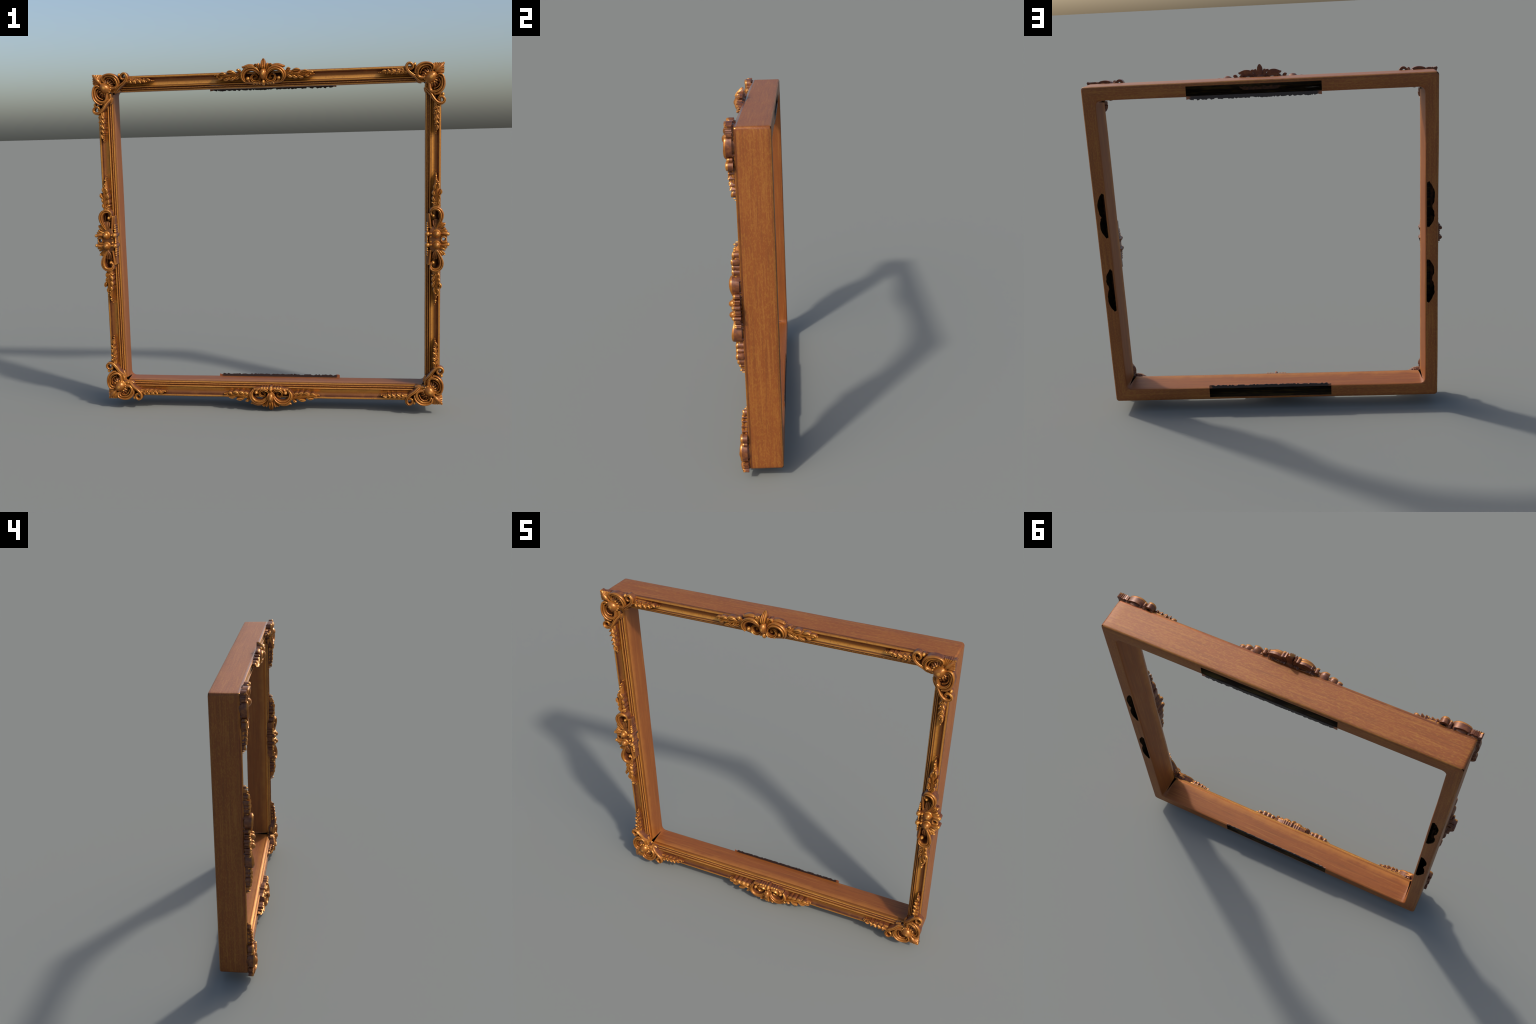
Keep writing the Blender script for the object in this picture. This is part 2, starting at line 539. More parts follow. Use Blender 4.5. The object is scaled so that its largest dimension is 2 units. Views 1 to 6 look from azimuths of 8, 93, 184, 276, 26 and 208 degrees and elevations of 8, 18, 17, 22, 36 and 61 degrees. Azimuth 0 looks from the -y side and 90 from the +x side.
    for sx in (1, -1):
        for sz in (1, -1):
            d = Vector((sx, 0, sz)).normalized()
            p = Vector((sx, 0, -sz)).normalized()
            v = []
            for y, w in ((-0.036, 0.009), (0.082, 0.0006)):
                s = (0.112 - y) / 0.138
                c = Vector((sx * (INB_X + (INF_X - INB_X) * s), y, ZC + sz * (INB_Z + (INF_Z - INB_Z) * s)))
                for a, q in ((-0.02, -w), (0.045, -w), (0.045, w), (-0.02, w)):
                    v.append(tuple(c + d * a + p * q))
            C.add(v, [(0, 1, 2, 3), (7, 6, 5, 4), (0, 4, 5, 1), (1, 5, 6, 2), (2, 6, 7, 3), (3, 7, 4, 0)], 0)
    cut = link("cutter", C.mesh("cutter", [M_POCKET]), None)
    for tool in (void, cut):
        md = body.modifiers.new("cut", "BOOLEAN")
        md.operation = "DIFFERENCE"
        md.object = tool
        md.solver = "EXACT"
        md.material_mode = "TRANSFER"
    dg = bpy.context.evaluated_depsgraph_get()
    done = bpy.data.meshes.new_from_object(body.evaluated_get(dg), depsgraph=dg)
    body.modifiers.clear()
    names = [mm.name for mm in done.materials]
    gi = {i for i, nme in enumerate(names) if nme == M_MOULD.name}
    # separate the gilded moulding from the timber casing along their border
    def part(name, keep):
        bm = bmesh.new()
        bm.from_mesh(done)
        bmesh.ops.delete(bm, geom=[f for f in bm.faces if (f.material_index in gi) != keep], context="FACES")
        out = bpy.data.meshes.new(name)
        bm.to_mesh(out)
        bm.free()
        for mm in done.materials:
            out.materials.append(mm)
        out.polygons.foreach_set("use_smooth", [True] * len(out.polygons))
        out.set_sharp_from_angle(angle=math.radians(40))
        return out
    wood_mesh, gilt_mesh = part("casing", False), part("gilded_moulding", True)
    body.data = wood_mesh
    link("gilded_moulding", gilt_mesh, root)
    bpy.data.objects.remove(cut)
    bpy.data.objects.remove(void)

def build_beading(root):
    f = 0.82
    hx, hz = front_at(f)
    y0 = -0.0498
    B = Builder()
    rad, pitch = 0.0029, 0.0068
    ring = []
    for lat in range(5):
        ph = 0.5 * pi * lat / 4
        ring.append((cos(ph), sin(ph)))
    def bead(x, z, along):
        v, fc = [], []
        for c, s in ring[:-1]:
            for k in range(8):
                a = 2 * pi * k / 8
                v.append((x + rad * 0.98 * c * cos(a), y0 - rad * 1.25 * s, z + rad * 0.98 * c * sin(a)))
        v.append((x, y0 - rad * 1.25, z))
        top = len(v) - 1
        for r in range(3):
            for k in range(8):
                k2 = (k + 1) % 8
                fc.append((r * 8 + k, r * 8 + k2, (r + 1) * 8 + k2, (r + 1) * 8 + k))
        fc += [(24 + k, 24 + (k + 1) % 8, top) for k in range(8)]
        B.add(v, fc, 0)
    nx = int(2 * (hx - 0.03) / pitch)
    nz = int(2 * (hz - 0.03) / pitch)
    for i in range(nx + 1):
        x = -(hx - 0.03) + 2 * (hx - 0.03) * i / nx
        bead(x, ZC + hz, 0)
        bead(x, ZC - hz, 0)
    for i in range(nz + 1):
        z = -(hz - 0.03) + 2 * (hz - 0.03) * i / nz
        bead(hx, ZC + z, 1)
        bead(-hx, ZC + z, 1)
    o = link("beading", B.mesh("beading", [M_BEAD], 80), root)
    o["kind"] = "stuff"

def build_strips(root):
    """ragged strips of backing that stand proud of the long slots"""
    rng = random.Random(5)
    for x0, x1, zr, sgn, in ((-0.338, 0.387, ZC + INB_Z, -1), (-0.335, 0.387, ZC - INB_Z, 1)):
        B = Builder()
        xs = [x0]
        while xs[-1] < x1 - 0.004:
            xs.append(xs[-1] + rng.choice((0.003, 0.004, 0.006, 0.010, 0.014)))
        xs[-1] = x1
        n = len(xs)
        t = 0.0022
        yb = 0.1195
        v = []
        for i, x in enumerate(xs):
            end = min(x - x0, x1 - x) < 0.07
            h = 0.0150 + 0.003 * noise.noise(Vector((x * 20, sgn, 0)))
            h += rng.uniform(-0.0065, 0.0035) if end else rng.choice((0, 0.0004, 0.0015, -0.001, -0.003, -0.005))
            if sgn < 0:
                h += 0.0015
            z1 = zr + sgn * h
            z0 = zr - sgn * 0.0045
            jy = 0.001 * noise.noise(Vector((x * 15, 4, sgn)))
            v += [(x, yb + jy, z0), (x, yb + jy, z1), (x, yb - t + jy, z1), (x, yb - t + jy, z0)]
        f = []
        for i in range(n - 1):
            for k in range(4):
                k2 = (k + 1) % 4
                f.append((i * 4 + k, i * 4 + k2, (i + 1) * 4 + k2, (i + 1) * 4 + k))
        f += [(0, 1, 2, 3), tuple((n - 1) * 4 + k for k in (3, 2, 1, 0))]
        B.add(v, f, 0)
        link("torn_backing_strip", B.mesh("torn_backing_strip", [M_STRIP], 30), root)

# ------------------------------------------------------------------ corner ornament
def corner_meshes(mirror):
    """Upper right corner (mirror=False) or upper left (mirror=True).
    a = distance from the tip along the top rail, b = distance down the side rail."""
    sx = -1 if mirror else 1
    TX, TZ = 0.967, 1.936
    orn = Ornament((sx * TX, TZ), 0.0012)
    def H(a, b):                       # arm along the top rail
        return sx * (TX - a), TZ - b
    def V(a, b):                       # arm down the side: swapped and a little longer
        return sx * (TX - b), TZ - a * 1.08
    parts = {}

    # open pierced plate: shell ribs and inner stems
    B = Builder()
    for T in (H, V):
        def stroke(pts, *k, **kw):
            orn.stroke(B, [(*T(a, b), w, h) for a, b, w, h in pts], *k, **kw)
        # scalloped shell between boss and C scroll
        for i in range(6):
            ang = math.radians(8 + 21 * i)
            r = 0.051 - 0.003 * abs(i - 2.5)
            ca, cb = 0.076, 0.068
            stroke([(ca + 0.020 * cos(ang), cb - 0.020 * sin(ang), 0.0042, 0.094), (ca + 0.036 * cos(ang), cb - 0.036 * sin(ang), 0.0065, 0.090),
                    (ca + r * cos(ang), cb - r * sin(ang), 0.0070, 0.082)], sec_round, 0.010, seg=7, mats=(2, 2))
        # stem that returns from the C scroll to the boss
        stroke([(0.150, 0.048, 0.006, 0.096), (0.141, 0.064, 0.0085, 0.099), (0.125, 0.075, 0.0095, 0.097), (0.100, 0.078, 0.0095, 0.096), (0.085, 0.080, 0.008, 0.094)], sec_round, 0.014)
        # little husks at the inner edge
        stroke([(0.128, 0.089, 0.007, 0.085), (0.114, 0.094, 0.008, 0.088), (0.100, 0.095, 0.006, 0.087)], sec_leaf, 0.014, seg=8)
        stroke([(0.150, 0.090, 0.004, 0.070), (0.134, 0.097, 0.007, 0.073), (0.118, 0.102, 0.005, 0.071)], sec_round, 0.012, seg=8)
    parts["corner_ornament"] = [B.mesh("corner_ornament", [M_GOLD, M_BOLE, M_DIM])]

    # C scrolls and S scrolls
    cs, ss, gs = [], [], []
    for T in (H, V):
        B = Builder()
        # outer strand, ending in a little leaf against the ball
        path = ((0.0640, 0.043, 0.0040, 0.096), (0.0570, 0.027, 0.0050, 0.103), (0.0635, 0.0095, 0.0056, 0.107), (0.090, 0.0005, 0.0058, 0.109), (0.118, 0.0030, 0.0064, 0.111),
                (0.138, 0.0150, 0.0068, 0.110), (0.1505, 0.0330, 0.0062, 0.106), (0.1545, 0.052, 0.0040, 0.101))
        orn.stroke(B, [(*T(a, b), w, h) for a, b, w, h in path], sec_round, 0.012, seg=32)
        # inner strand, thickening into the stem
        path = ((0.0685, 0.040, 0.0030, 0.094), (0.0675, 0.026, 0.0040, 0.100), (0.0775, 0.0140, 0.0048, 0.103), (0.098, 0.0115, 0.0056, 0.105), (0.119, 0.0165, 0.0064, 0.107),
                (0.1335, 0.0295, 0.0070, 0.108), (0.1410, 0.047, 0.0072, 0.106), (0.1400, 0.0640, 0.0072, 0.102), (0.1310, 0.0760, 0.0060, 0.100))
        orn.stroke(B, [(*T(a, b), w, h) for a, b, w, h in path], sec_scroll, 0.013, seg=34)
        # thin inner lip
        path = ((0.0770, 0.033, 0.0022, 0.088), (0.0830, 0.0255, 0.0030, 0.095), (0.099, 0.0225, 0.0034, 0.098), (0.1130, 0.0280, 0.0034, 0.099), (0.1225, 0.040, 0.0032, 0.097), (0.1270, 0.054, 0.0024, 0.092))
        orn.stroke(B, [(*T(a, b), w, h) for a, b, w, h in path], sec_round, 0.008, seg=20)
        orn.dome(B, *T(0.1545, 0.0065), 0.0085, 0.0105, 0.098, 0.086, seg=14, rings=5)
        cs.append(B.mesh("c_scroll", [M_GOLD, M_BOLE]))
        B = Builder()
        path = ((0.117, 0.0985, 0.0045, 0.080), (0.130, 0.0890, 0.0095, 0.088), (0.150, 0.0710, 0.0090, 0.098), (0.176, 0.0540, 0.0085, 0.104), (0.1935, 0.0355, 0.0088, 0.104), (0.1985, 0.0150, 0.0085, 0.104),
                (0.1900, 0.0005, 0.0075, 0.104), (0.1765, -0.0005, 0.0068, 0.104), (0.1660, 0.0110, 0.0060, 0.103), (0.1670, 0.0255, 0.0065, 0.102), (0.1775, 0.0300, 0.0060, 0.099), (0.1840, 0.0230, 0.0045, 0.095))
        orn.stroke(B, [(*T(a, b), w, h) for a, b, w, h in path], sec_scroll, 0.012, seg=52)
        ss.append(B.mesh("s_scroll", [M_GOLD, M_BOLE]))
        # garland of small leaves and berries trailing along the rail
        B = Builder()
        C0 = 0.0395
        def G(a, o):
            return T(a, C0 + o)
        orn.stroke(B, [(*G(a, o), w, h) for a, o, w, h in ((0.192, -0.001, 0.013, 0.082), (0.235, 0.000, 0.0155, 0.082), (0.280, 0.001, 0.011, 0.078), (0.318, 0.002, 0.005, 0.072), (0.338, 0.002, 0.002, 0.066))], sec_round, 0.012, seg=14)
        orn.stroke(B, [(*G(a, o), w, h) for a, o, w, h in ((0.196, 0.004, 0.0042, 0.095), (0.226, -0.002, 0.0042, 0.096), (0.258, 0.003, 0.0038, 0.093), (0.290, 0.000, 0.0034, 0.088), (0.320, 0.002, 0.0026, 0.078))], sec_round, 0.009, seg=16)
        rng = random.Random(31 if T is H else 47)
        for a0, o0, a1, o1, w, h in ((0.200, 0.003, 0.226, 0.0165, 0.0080, 0.097), (0.200, -0.003, 0.222, -0.0160, 0.0078, 0.096), (0.220, 0.001, 0.251, 0.0175, 0.0082, 0.097), (0.224, -0.003, 0.247, -0.0145, 0.0070, 0.095),
                                     (0.244, 0.002, 0.278, 0.0150, 0.0078, 0.094), (0.248, -0.001, 0.274, -0.0145, 0.0072, 0.094), (0.270, 0.001, 0.300, 0.0115, 0.0066, 0.090), (0.272, -0.001, 0.298, -0.0115, 0.0062, 0.090), (0.296, 0.001, 0.331, 0.0025, 0.0064, 0.086)):
            j = rng.uniform(-0.0015, 0.0015)
            orn.leaf(B, *G(a0, o0), *G(a1 + j, o1 + j), w * rng.uniform(0.9, 1.1), h - 0.010, h + rng.uniform(-0.002, 0.003), bend=(0.2 if o1 > o0 else -0.2) * (1 if (T is V) != mirror else -1), drop=0.011, seg=9)
        for a, o, r, h in ((0.236, 0.006, 0.0046, 0.099), (0.262, -0.004, 0.0042, 0.096), (0.286, 0.004, 0.0040, 0.093), (0.308, 0.007, 0.0036, 0.086), (0.316, -0.005, 0.0036, 0.084), (0.337, 0.002, 0.0034, 0.078), (0.346, 0.002, 0.0024, 0.072)):
            orn.dome(B, *G(a, o), r, r * 1.1, h, h - 0.010, seg=10, rings=4)
        gs.append(B.mesh("garland", [M_GOLD, M_BOLE]))
    parts["c_scroll"], parts["s_scroll"], parts["garland"] = cs, ss, gs

    # acanthus fan filling the square tip
    fan = []
    B = Builder()
    r0 = (0.050, 0.053)
    orn.stroke(B, [(*H(a, b), w, h) for a, b, w, h in ((0.050, 0.054, 0.006, 0.098), (0.036, 0.039, 0.0125, 0.108), (0.021, 0.023, 0.012, 0.107), (0.009, 0.010, 0.0095, 0.100), (0.001, 0.001, 0.004, 0.096))], sec_round, 0.020, seg=18)
    for T, k in ((H, 1.0), (V, 1 / 1.08)):
        tips = ((0.0130, 0.0030), (0.0235, 0.0020), (0.0340, 0.0015), (0.0440, 0.0010), (0.0530, 0.0020))
        for i, (a, b) in enumerate(tips):
            ra, rb = 0.043 + 0.002 * i, 0.042 - 0.001 * i
            orn.stroke(B, [(*T(ra * k, rb), 0.0042, 0.094), (*T((a * 0.55 + ra * 0.45) * k, b * 0.5 + rb * 0.5), 0.0055, 0.101 - 0.001 * i), (*T(a * k, b), 0.0042, 0.099 - 0.0012 * i)], sec_round, 0.013, seg=9)
    B2 = B
    fan.append(B2.mesh("acanthus_fan", [M_GOLD, M_BOLE]))
    parts["acanthus_fan"] = fan

    B = Builder()
    bx, bz = H(0.0695, 0.0750)
    rot = math.atan2(1, sx)
    orn.dome(B, bx, bz, 0.0370, 0.0300, 0.0940, 0.0860, rot, 0.10, seg=28, rings=4)
    orn.dome(B, bx, bz, 0.0335, 0.0262, 0.1200, 0.0910, rot, 0.16, seg=32, rings=10)
    for i in range(9):
        ang = rot + math.radians(180 - 100 + 25 * i)
        orn.dome(B, bx + 0.0345 * cos(ang), bz + 0.0320 * sin(ang), 0.0050, 0.0050, 0.0985, 0.0900, seg=9, rings=4)
    parts["boss"] = [B.mesh("boss", [M_GOLD, M_BOLE])]
    return parts

# ------------------------------------------------------------------ crest ornament
def crest_meshes():
    orn = Ornament((0.0, 1.9))
    parts = {}
    Z = 1.0
    B = Builder()
    cs, gs = [], []
    # base bar below the boss
    for s in (-1, 1):
        orn.stroke(B, [(s * 0.006, Z + 0.864, 0.007, 0.092), (s * 0.040, Z + 0.864, 0.008, 0.090), (s * 0.070, Z + 0.865, 0.008, 0.090), (s * 0.100, Z + 0.868, 0.007, 0.088)], sec_round, 0.012)
        for i in range(3):
            orn.dome(B, s * (0.022 + 0.016 * i), Z + 0.859, 0.0075, 0.006, 0.092, 0.082, seg=10, rings=4)
        # inner spiral and its ball
        orn.stroke(B, [(s * a, Z + b, w, h) for a, b, w, h in ((0.014, 0.884, 0.005, 0.096), (0.024, 0.871, 0.0075, 0.101), (0.041, 0.866, 0.0080, 0.103), (0.058, 0.872, 0.0075, 0.102), (0.0665, 0.887, 0.0065, 0.099),
                                                           (0.061, 0.902, 0.006, 0.096), (0.047, 0.907, 0.0055, 0.093), (0.036, 0.899, 0.005, 0.091), (0.038, 0.888, 0.0045, 0.090), (0.047, 0.887, 0.004, 0.088))], sec_double, 0.010, seg=40)
        orn.dome(B, s * 0.0850, Z + 0.8840, 0.0110, 0.0110, 0.104, 0.090, seg=16, rings=6)
        orn.stroke(B, [(s * 0.085, Z + 0.880, 0.007, 0.094), (s * 0.076, Z + 0.868, 0.008, 0.094), (s * 0.066, Z + 0.862, 0.006, 0.090)], sec_round, 0.012, seg=8)
    parts["crest_ornament"] = [B.mesh("crest_ornament", [M_GOLD, M_BOLE, M_DIM])]
    for s in (-1, 1):
        B = Builder()
        path = ((0.019, 0.905, 0.006, 0.104), (0.031, 0.923, 0.0105, 0.110), (0.051, 0.9365, 0.0125, 0.113), (0.074, 0.9385, 0.0125, 0.114), (0.097, 0.9290, 0.0125, 0.113), (0.1125, 0.9090, 0.0120, 0.111),
                (0.1130, 0.8870, 0.0095, 0.106), (0.1010, 0.8690, 0.006, 0.098))
        orn.twin(B, [(s * a, Z + b, w, h) for a, b, w, h in path])
        # acanthus leaf riding on the scroll
        path = ((0.040, 0.944, 0.004, 0.095), (0.058, 0.9530, 0.0085, 0.097), (0.080, 0.9550, 0.0090, 0.097), (0.099, 0.9500, 0.0085, 0.096), (0.111, 0.9470, 0.0065, 0.094), (0.1165, 0.9520, 0.0035, 0.091))
        orn.stroke(B, [(s * a, Z + b, w, h) for a, b, w, h in path], sec_round, 0.016, seg=22)
        cs.append(B.mesh("c_scroll", [M_GOLD, M_BOLE]))
        # trailing leaves
        B = Builder()
        orn.stroke(B, [(s * 0.112, Z + 0.908, 0.016, 0.088), (s * 0.150, Z + 0.906, 0.019, 0.087), (s * 0.205, Z + 0.904, 0.017, 0.085), (s * 0.252, Z + 0.902, 0.010, 0.078), (s * 0.276, Z + 0.900, 0.002, 0.066)], sec_round, 0.014, seg=16)
        orn.stroke(B, [(s * 0.118, Z + 0.922, 0.005, 0.094), (s * 0.150, Z + 0.909, 0.0055, 0.097), (s * 0.190, Z + 0.902, 0.005, 0.095), (s * 0.235, Z + 0.902, 0.0045, 0.090), (s * 0.272, Z + 0.900, 0.003, 0.076)], sec_double, 0.010, seg=20)
        for x0, z0, x1, z1, w, h0, h1, bd in ((0.126, 0.920, 0.148, 0.9330, 0.0090, 0.090, 0.100, 0.2), (0.150, 0.912, 0.201, 0.9245, 0.0098, 0.092, 0.100, 0.12), (0.128, 0.910, 0.158, 0.886, 0.0085, 0.088, 0.094, -0.15),
                                              (0.152, 0.905, 0.188, 0.883, 0.0090, 0.090, 0.097, -0.15), (0.182, 0.902, 0.220, 0.8830, 0.0085, 0.090, 0.097, -0.15), (0.200, 0.905, 0.246, 0.9150, 0.0085, 0.088, 0.092, 0.15),
                                              (0.222, 0.901, 0.252, 0.8900, 0.0070, 0.086, 0.090, -0.15), (0.236, 0.903, 0.274, 0.9080, 0.0065, 0.082, 0.084, 0.15)):
            orn.leaf(B, s * x0, Z + z0, s * x1, Z + z1, w, h0, h1, bend=s * bd, drop=0.012, seg=9)
        for x, z, r, h in ((0.170, 0.893, 0.0055, 0.096), (0.258, 0.901, 0.0045, 0.086), (0.276, 0.901, 0.0030, 0.076)):
            orn.dome(B, s * x, Z + z, r, r, h, h - 0.010, seg=10, rings=4)
        gs.append(B.mesh("garland", [M_GOLD, M_BOLE]))
    parts["c_scroll"], parts["garland"] = cs, gs
    # palmette: bud with two curled leaves
    B = Builder()
    orn.stroke(B, [(0, Z + 0.930, 0.008, 0.110), (0, Z + 0.944, 0.0130, 0.117), (0, Z + 0.960, 0.0150, 0.110), (0, Z + 0.975, 0.0135, 0.097), (0, Z + 0.987, 0.0080, 0.084), (0, Z + 0.9925, 0.003, 0.077)], sec_triple, 0.014, seg=22)
    for s in (-1, 1):
        orn.stroke(B, [(s * a, Z + b, w, h) for a, b, w, h in ((0.015, 0.928, 0.0045, 0.096), (0.019, 0.945, 0.0062, 0.102), (0.024, 0.9585, 0.0062, 0.104), (0.0265, 0.9660, 0.004, 0.102))], sec_round, 0.012, seg=12)
        orn.stroke(B, [(s * a, Z + b, w, h) for a, b, w, h in ((0.020, 0.926, 0.0045, 0.096), (0.027, 0.942, 0.0060, 0.102), (0.035, 0.9560, 0.0065, 0.105), (0.044, 0.9580, 0.0060, 0.104), (0.0465, 0.9490, 0.005, 0.101), (0.040, 0.9445, 0.004, 0.098))], sec_double, 0.011, seg=22)
    parts["palmette"] = [B.mesh("palmette", [M_GOLD, M_BOLE])]
    B = Builder()
    orn.dome(B, 0.0008, Z + 0.908, 0.0235, 0.0320, 0.100, 0.088, seg=26, rings=5)
    orn.dome(B, 0.0, Z + 0.908, 0.0190, 0.0285, 0.1260, 0.099, seg=28, rings=10)
    orn.stroke(B, [(s, Z + b, 0.0022, h) for s, b, h in ((0.0105, 0.934, 0.103), (0.0155, 0.920, 0.116), (0.0165, 0.908, 0.118), (0.0155, 0.896, 0.116), (0.0105, 0.882, 0.103))], sec_round, 0.004, seg=12)
    orn.dome(B, 0.0, Z + 0.8650, 0.0110, 0.0145, 0.106, 0.090, seg=18, rings=7)
    orn.dome(B, 0.0, Z + 0.8540, 0.0085, 0.0075, 0.098, 0.086, seg=14, rings=5)
    parts["boss"] = [B.mesh("boss", [M_GOLD, M_BOLE])]
    return parts

# ------------------------------------------------------------------ side ornament (right side)
def side_meshes():
    orn = Ornament((0.93, ZC), 0.006)
    parts = {}
    Z = ZC - 0.0035
    B = Builder()
    cs, gs, bs = [], [], []
    for s in (-1, 1):
        def P(x, d):
            return x, Z + s * d
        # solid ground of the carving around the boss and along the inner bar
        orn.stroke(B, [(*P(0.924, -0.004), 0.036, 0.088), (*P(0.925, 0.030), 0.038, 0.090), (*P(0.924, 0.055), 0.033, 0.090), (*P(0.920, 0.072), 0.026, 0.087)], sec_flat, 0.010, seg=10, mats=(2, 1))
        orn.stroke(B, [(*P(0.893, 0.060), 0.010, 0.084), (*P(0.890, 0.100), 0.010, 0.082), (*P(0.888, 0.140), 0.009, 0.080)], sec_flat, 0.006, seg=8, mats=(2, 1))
        # straight bar along the inner edge, strung beads
        orn.stroke(B, [(*P(0.8900, 0.141), 0.008, 0.092), (*P(0.8915, 0.128), 0.0065, 0.094), (*P(0.8940, 0.100), 0.0065, 0.095), (*P(0.8985, 0.060), 0.0055, 0.094)], sec_round, 0.012, seg=14)
        for d, r in ((0.088, 0.0042), (0.076, 0.0050), (0.062, 0.0058), (0.050, 0.0062), (0.013, 0.0052), (0.004, 0.0046)):
            orn.dome(B, *P(0.8805, d), r * 1.05, r * 1.15, 0.088 + r * 1.2, 0.080, seg=10, rings=4)
        orn.dome(B, *P(0.8805, 0.0305), 0.0130, 0.0130, 0.112, 0.096, seg=18, rings=7)
        orn.dome(B, *P(0.8985, 0.0305), 0.0068, 0.0060, 0.104, 0.090, seg=10, rings=4)
        orn.dome(B, *P(0.8985, 0.0130), 0.0070, 0.0070, 0.096, 0.084, seg=10, rings=4)
        orn.dome(B, *P(0.9115, 0.1290), 0.0095, 0.0100, 0.102, 0.086, seg=14, rings=5)
        orn.stroke(B, [(*P(0.8990, 0.146), 0.006, 0.098), (*P(0.9015, 0.135), 0.0065, 0.098), (*P(0.9080, 0.128), 0.006, 0.096)], sec_round, 0.012, seg=8)
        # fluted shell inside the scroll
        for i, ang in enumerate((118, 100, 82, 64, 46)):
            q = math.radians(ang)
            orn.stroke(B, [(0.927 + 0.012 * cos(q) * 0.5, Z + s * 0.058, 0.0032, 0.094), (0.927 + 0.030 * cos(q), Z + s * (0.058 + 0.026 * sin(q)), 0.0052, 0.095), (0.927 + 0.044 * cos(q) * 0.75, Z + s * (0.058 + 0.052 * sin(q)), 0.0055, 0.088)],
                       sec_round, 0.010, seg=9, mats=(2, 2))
        # outer fan of fingers
        for x0, d0, x1, d1, w, h in ((0.948, 0.0300, 0.9920, 0.0285, 0.0092, 0.104), (0.946, 0.0400, 0.9840, 0.0465, 0.0060, 0.100), (0.943, 0.0460, 0.9760, 0.0590, 0.0062, 0.100), (0.946, 0.0200, 0.9840, 0.0125, 0.0052, 0.098),
                                     (0.940, 0.0580, 0.9620, 0.0880, 0.0062, 0.099), (0.946, 0.0560, 0.9720, 0.0800, 0.0060, 0.098)):
            bow = 0.0030 if d1 > d0 else -0.0030
            orn.stroke(B, [(*P(x0, d0), w * 0.55, h - 0.008), (*P(x0 * 0.55 + x1 * 0.45, d0 * 0.55 + d1 * 0.45 - bow), w * 0.85, h), (*P(x0 * 0.15 + x1 * 0.85, d0 * 0.15 + d1 * 0.85 - bow * 0.3), w * 1.12, h + 0.001), (*P(x1, d1), w * 0.95, h - 0.002), (*P(x1 + (x1 - x0) * 0.10, d1 + (d1 - d0) * 0.10), w * 0.4, h - 0.007)], sec_leaf if w < 0.008 else sec_round, 0.012, seg=13)
        orn.dome(B, *P(0.9905, 0.0285), 0.0090, 0.0100, 0.106, 0.094, seg=14, rings=6)
        orn.dome(B, *P(0.9720, 0.0840), 0.0068, 0.0055, 0.098, 0.086, seg=12, rings=5)
        # ring between the fans
        orn.stroke(B, [(*P(0.955, -0.001), 0.0046, 0.096), (*P(0.957, 0.0095), 0.0046, 0.098), (*P(0.968, 0.0130), 0.0048, 0.099), (*P(0.979, 0.0075), 0.0048, 0.098), (*P(0.981, -0.001), 0.0046, 0.097)], sec_round, 0.010, seg=14)
        # C scroll
        S = Builder()
        path = ((0.8990, 0.1430, 0.004, 0.096), (0.9010, 0.158, 0.0080, 0.102), (0.9120, 0.1680, 0.0098, 0.108), (0.9290, 0.1690, 0.0108, 0.111), (0.9450, 0.1600, 0.0115, 0.113), (0.9545, 0.1430, 0.0118, 0.114),
                (0.9560, 0.1230, 0.0112, 0.113), (0.9500, 0.1000, 0.0095, 0.109), (0.9400, 0.0790, 0.0070, 0.103), (0.9310, 0.0640, 0.004, 0.098))
        orn.twin(S, [(*P(a, d), w, h) for a, d, w, h in path], 42)
        cs.append(S.mesh("c_scroll", [M_GOLD, M_BOLE]))
        # twin boss
        S = Builder()
        orn.dome(S, *P(0.9300, 0.0305), 0.0225, 0.0235, 0.103, 0.092, seg=28, rings=5)
        orn.dome(S, *P(0.9300, 0.0305), 0.0190, 0.0200, 0.1230, 0.098, seg=30, rings=10)
        bs.append(S.mesh("boss", [M_GOLD, M_BOLE]))
        # hanging leaves
        S = Builder()
        orn.stroke(S, [(*P(0.926, 0.176), 0.016, 0.089), (*P(0.928, 0.215), 0.018, 0.089), (*P(0.929, 0.262), 0.018, 0.087), (*P(0.928, 0.305), 0.011, 0.081), (*P(0.927, 0.350), 0.004, 0.066)], sec_round, 0.014, seg=16)
        orn.stroke(S, [(*P(0.932, 0.180), 0.005, 0.096), (*P(0.933, 0.220), 0.0055, 0.098), (*P(0.930, 0.262), 0.005, 0.096), (*P(0.928, 0.300), 0.0045, 0.090), (*P(0.927, 0.335), 0.003, 0.078)], sec_double, 0.010, seg=20)
        orn.curl(S, *P(0.9190, 0.1960), 0.0080, 0.0035, s * 0.6, s * -0.95, 0.0042, 0.0030, 0.097, 0.092, seg=16, drop=0.009)
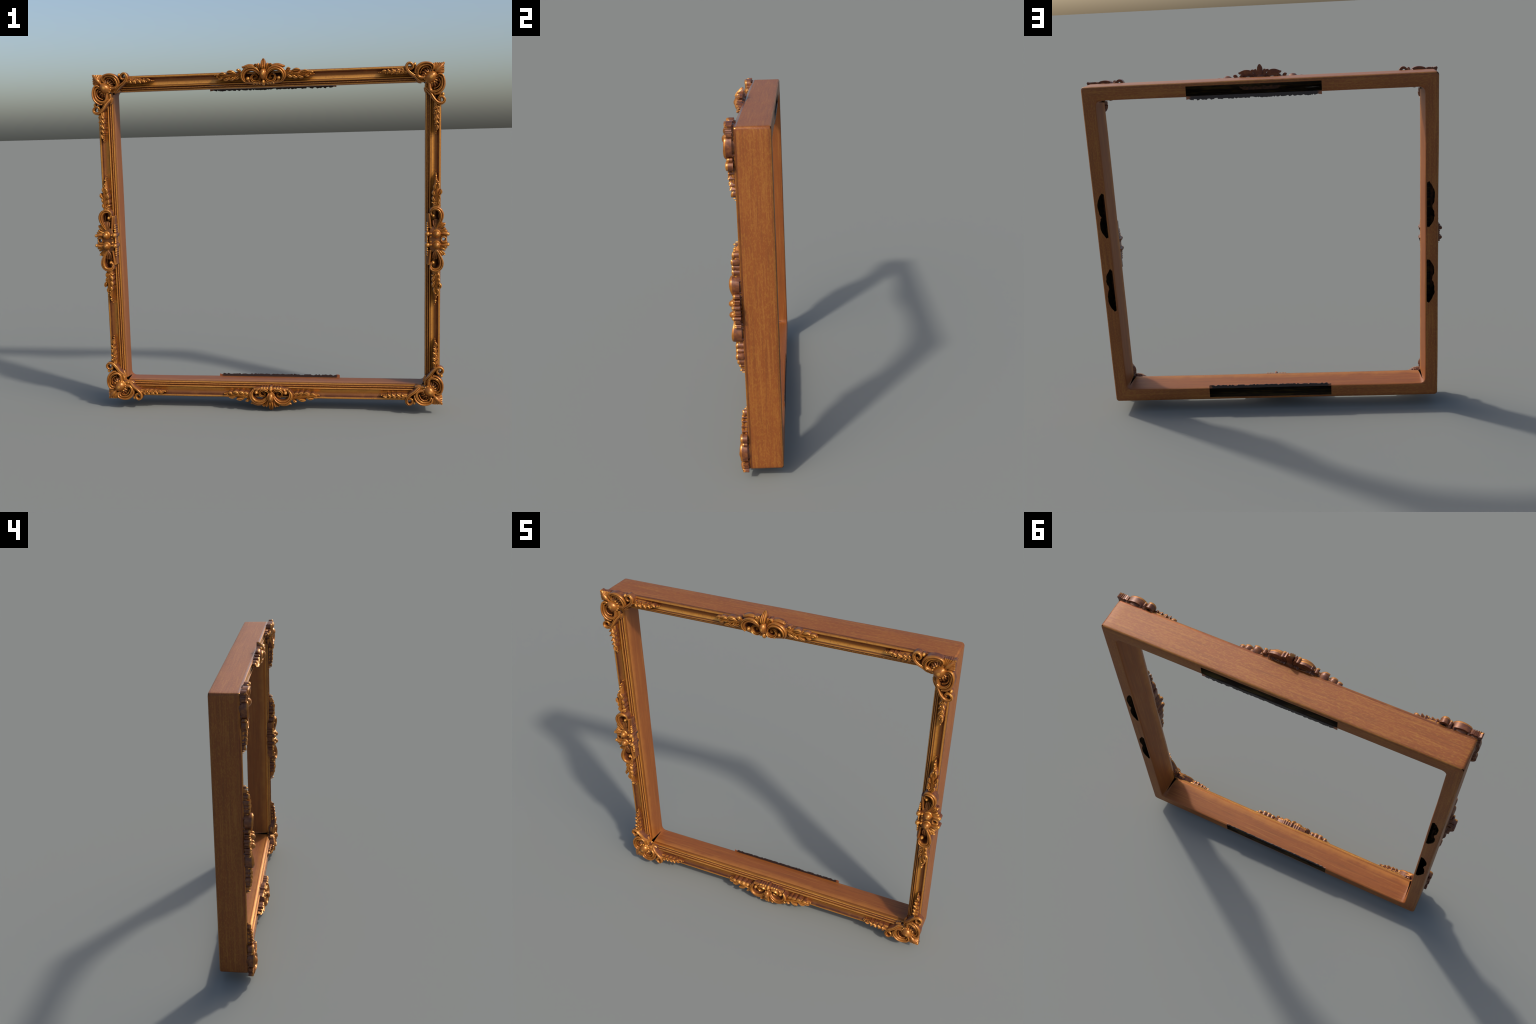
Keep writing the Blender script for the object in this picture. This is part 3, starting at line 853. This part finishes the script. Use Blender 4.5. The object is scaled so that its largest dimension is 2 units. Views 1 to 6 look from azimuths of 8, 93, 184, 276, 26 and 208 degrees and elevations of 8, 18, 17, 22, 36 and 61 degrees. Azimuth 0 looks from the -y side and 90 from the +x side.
        for x0, d0, x1, d1, w, h0, h1, bd in ((0.931, 0.180, 0.941, 0.214, 0.0075, 0.090, 0.098, -0.15), (0.928, 0.202, 0.909, 0.234, 0.0080, 0.090, 0.099, 0.18), (0.934, 0.212, 0.9440, 0.240, 0.0065, 0.090, 0.096, -0.15),
                                              (0.928, 0.232, 0.9120, 0.266, 0.0085, 0.090, 0.098, 0.2), (0.931, 0.236, 0.9520, 0.272, 0.0090, 0.091, 0.099, -0.2), (0.929, 0.262, 0.9215, 0.300, 0.0070, 0.088, 0.093, 0.2), (0.929, 0.270, 0.9370, 0.306, 0.0070, 0.088, 0.092, -0.2)):
            orn.leaf(S, *P(x0, d0), *P(x1, d1), w, h0, h1, bend=s * bd, drop=0.012, seg=9)
        for x, d, r, h in ((0.9080, 0.200, 0.0060, 0.094), (0.9390, 0.196, 0.0065, 0.097), (0.9370, 0.312, 0.0045, 0.088), (0.9260, 0.300, 0.0055, 0.093), (0.9290, 0.322, 0.0045, 0.087), (0.9265, 0.3445, 0.0060, 0.085), (0.9265, 0.356, 0.004, 0.074), (0.9225, 0.372, 0.0025, 0.062)):
            orn.dome(S, *P(x, d), r, r, h, h - 0.011, seg=10, rings=4)
        gs.append(S.mesh("garland", [M_GOLD, M_BOLE]))
    parts["side_ornament"] = [B.mesh("side_ornament", [M_GOLD, M_BOLE, M_DIM])]
    parts["boss"], parts["c_scroll"], parts["garland"] = bs, cs, gs
    return parts

def place(parts, main, root, loc, turn):
    """link one ornament: its main mesh under the frame, the other pieces under it"""
    top = link(main, parts[main][0], root)
    top.location = loc
    if turn:
        top.rotation_euler = (0, pi, 0)
    for name, meshes in parts.items():
        if name == main:
            continue
        for me in meshes:
            o = link(name, me, top)
            if name == "garland":
                o["kind"] = "stuff"

# ------------------------------------------------------------------ assemble
root = link("picture_frame", None)
root["label"] = "square ornate gilded picture frame with carved scroll corners, deep empty casing"
root["category"] = "picture frame"
build_body(root)
build_beading(root)
build_strips(root)

TX, TZ = 0.967, 1.936
right, left = corner_meshes(False), corner_meshes(True)
place(right, "corner_ornament", root, (TX, 0, TZ), False)
place(right, "corner_ornament", root, (-TX, 0, 2 * ZC - TZ), True)
place(left, "corner_ornament", root, (-TX, 0, TZ), False)
place(left, "corner_ornament", root, (TX, 0, 2 * ZC - TZ), True)
crest = crest_meshes()
place(crest, "crest_ornament", root, (0, 0, 1.9), False)
place(crest, "crest_ornament", root, (0, 0, 0.0925), True)
side = side_meshes()
place(side, "side_ornament", root, (0.93, 0, ZC), False)
place(side, "side_ornament", root, (-0.93, 0, ZC), True)
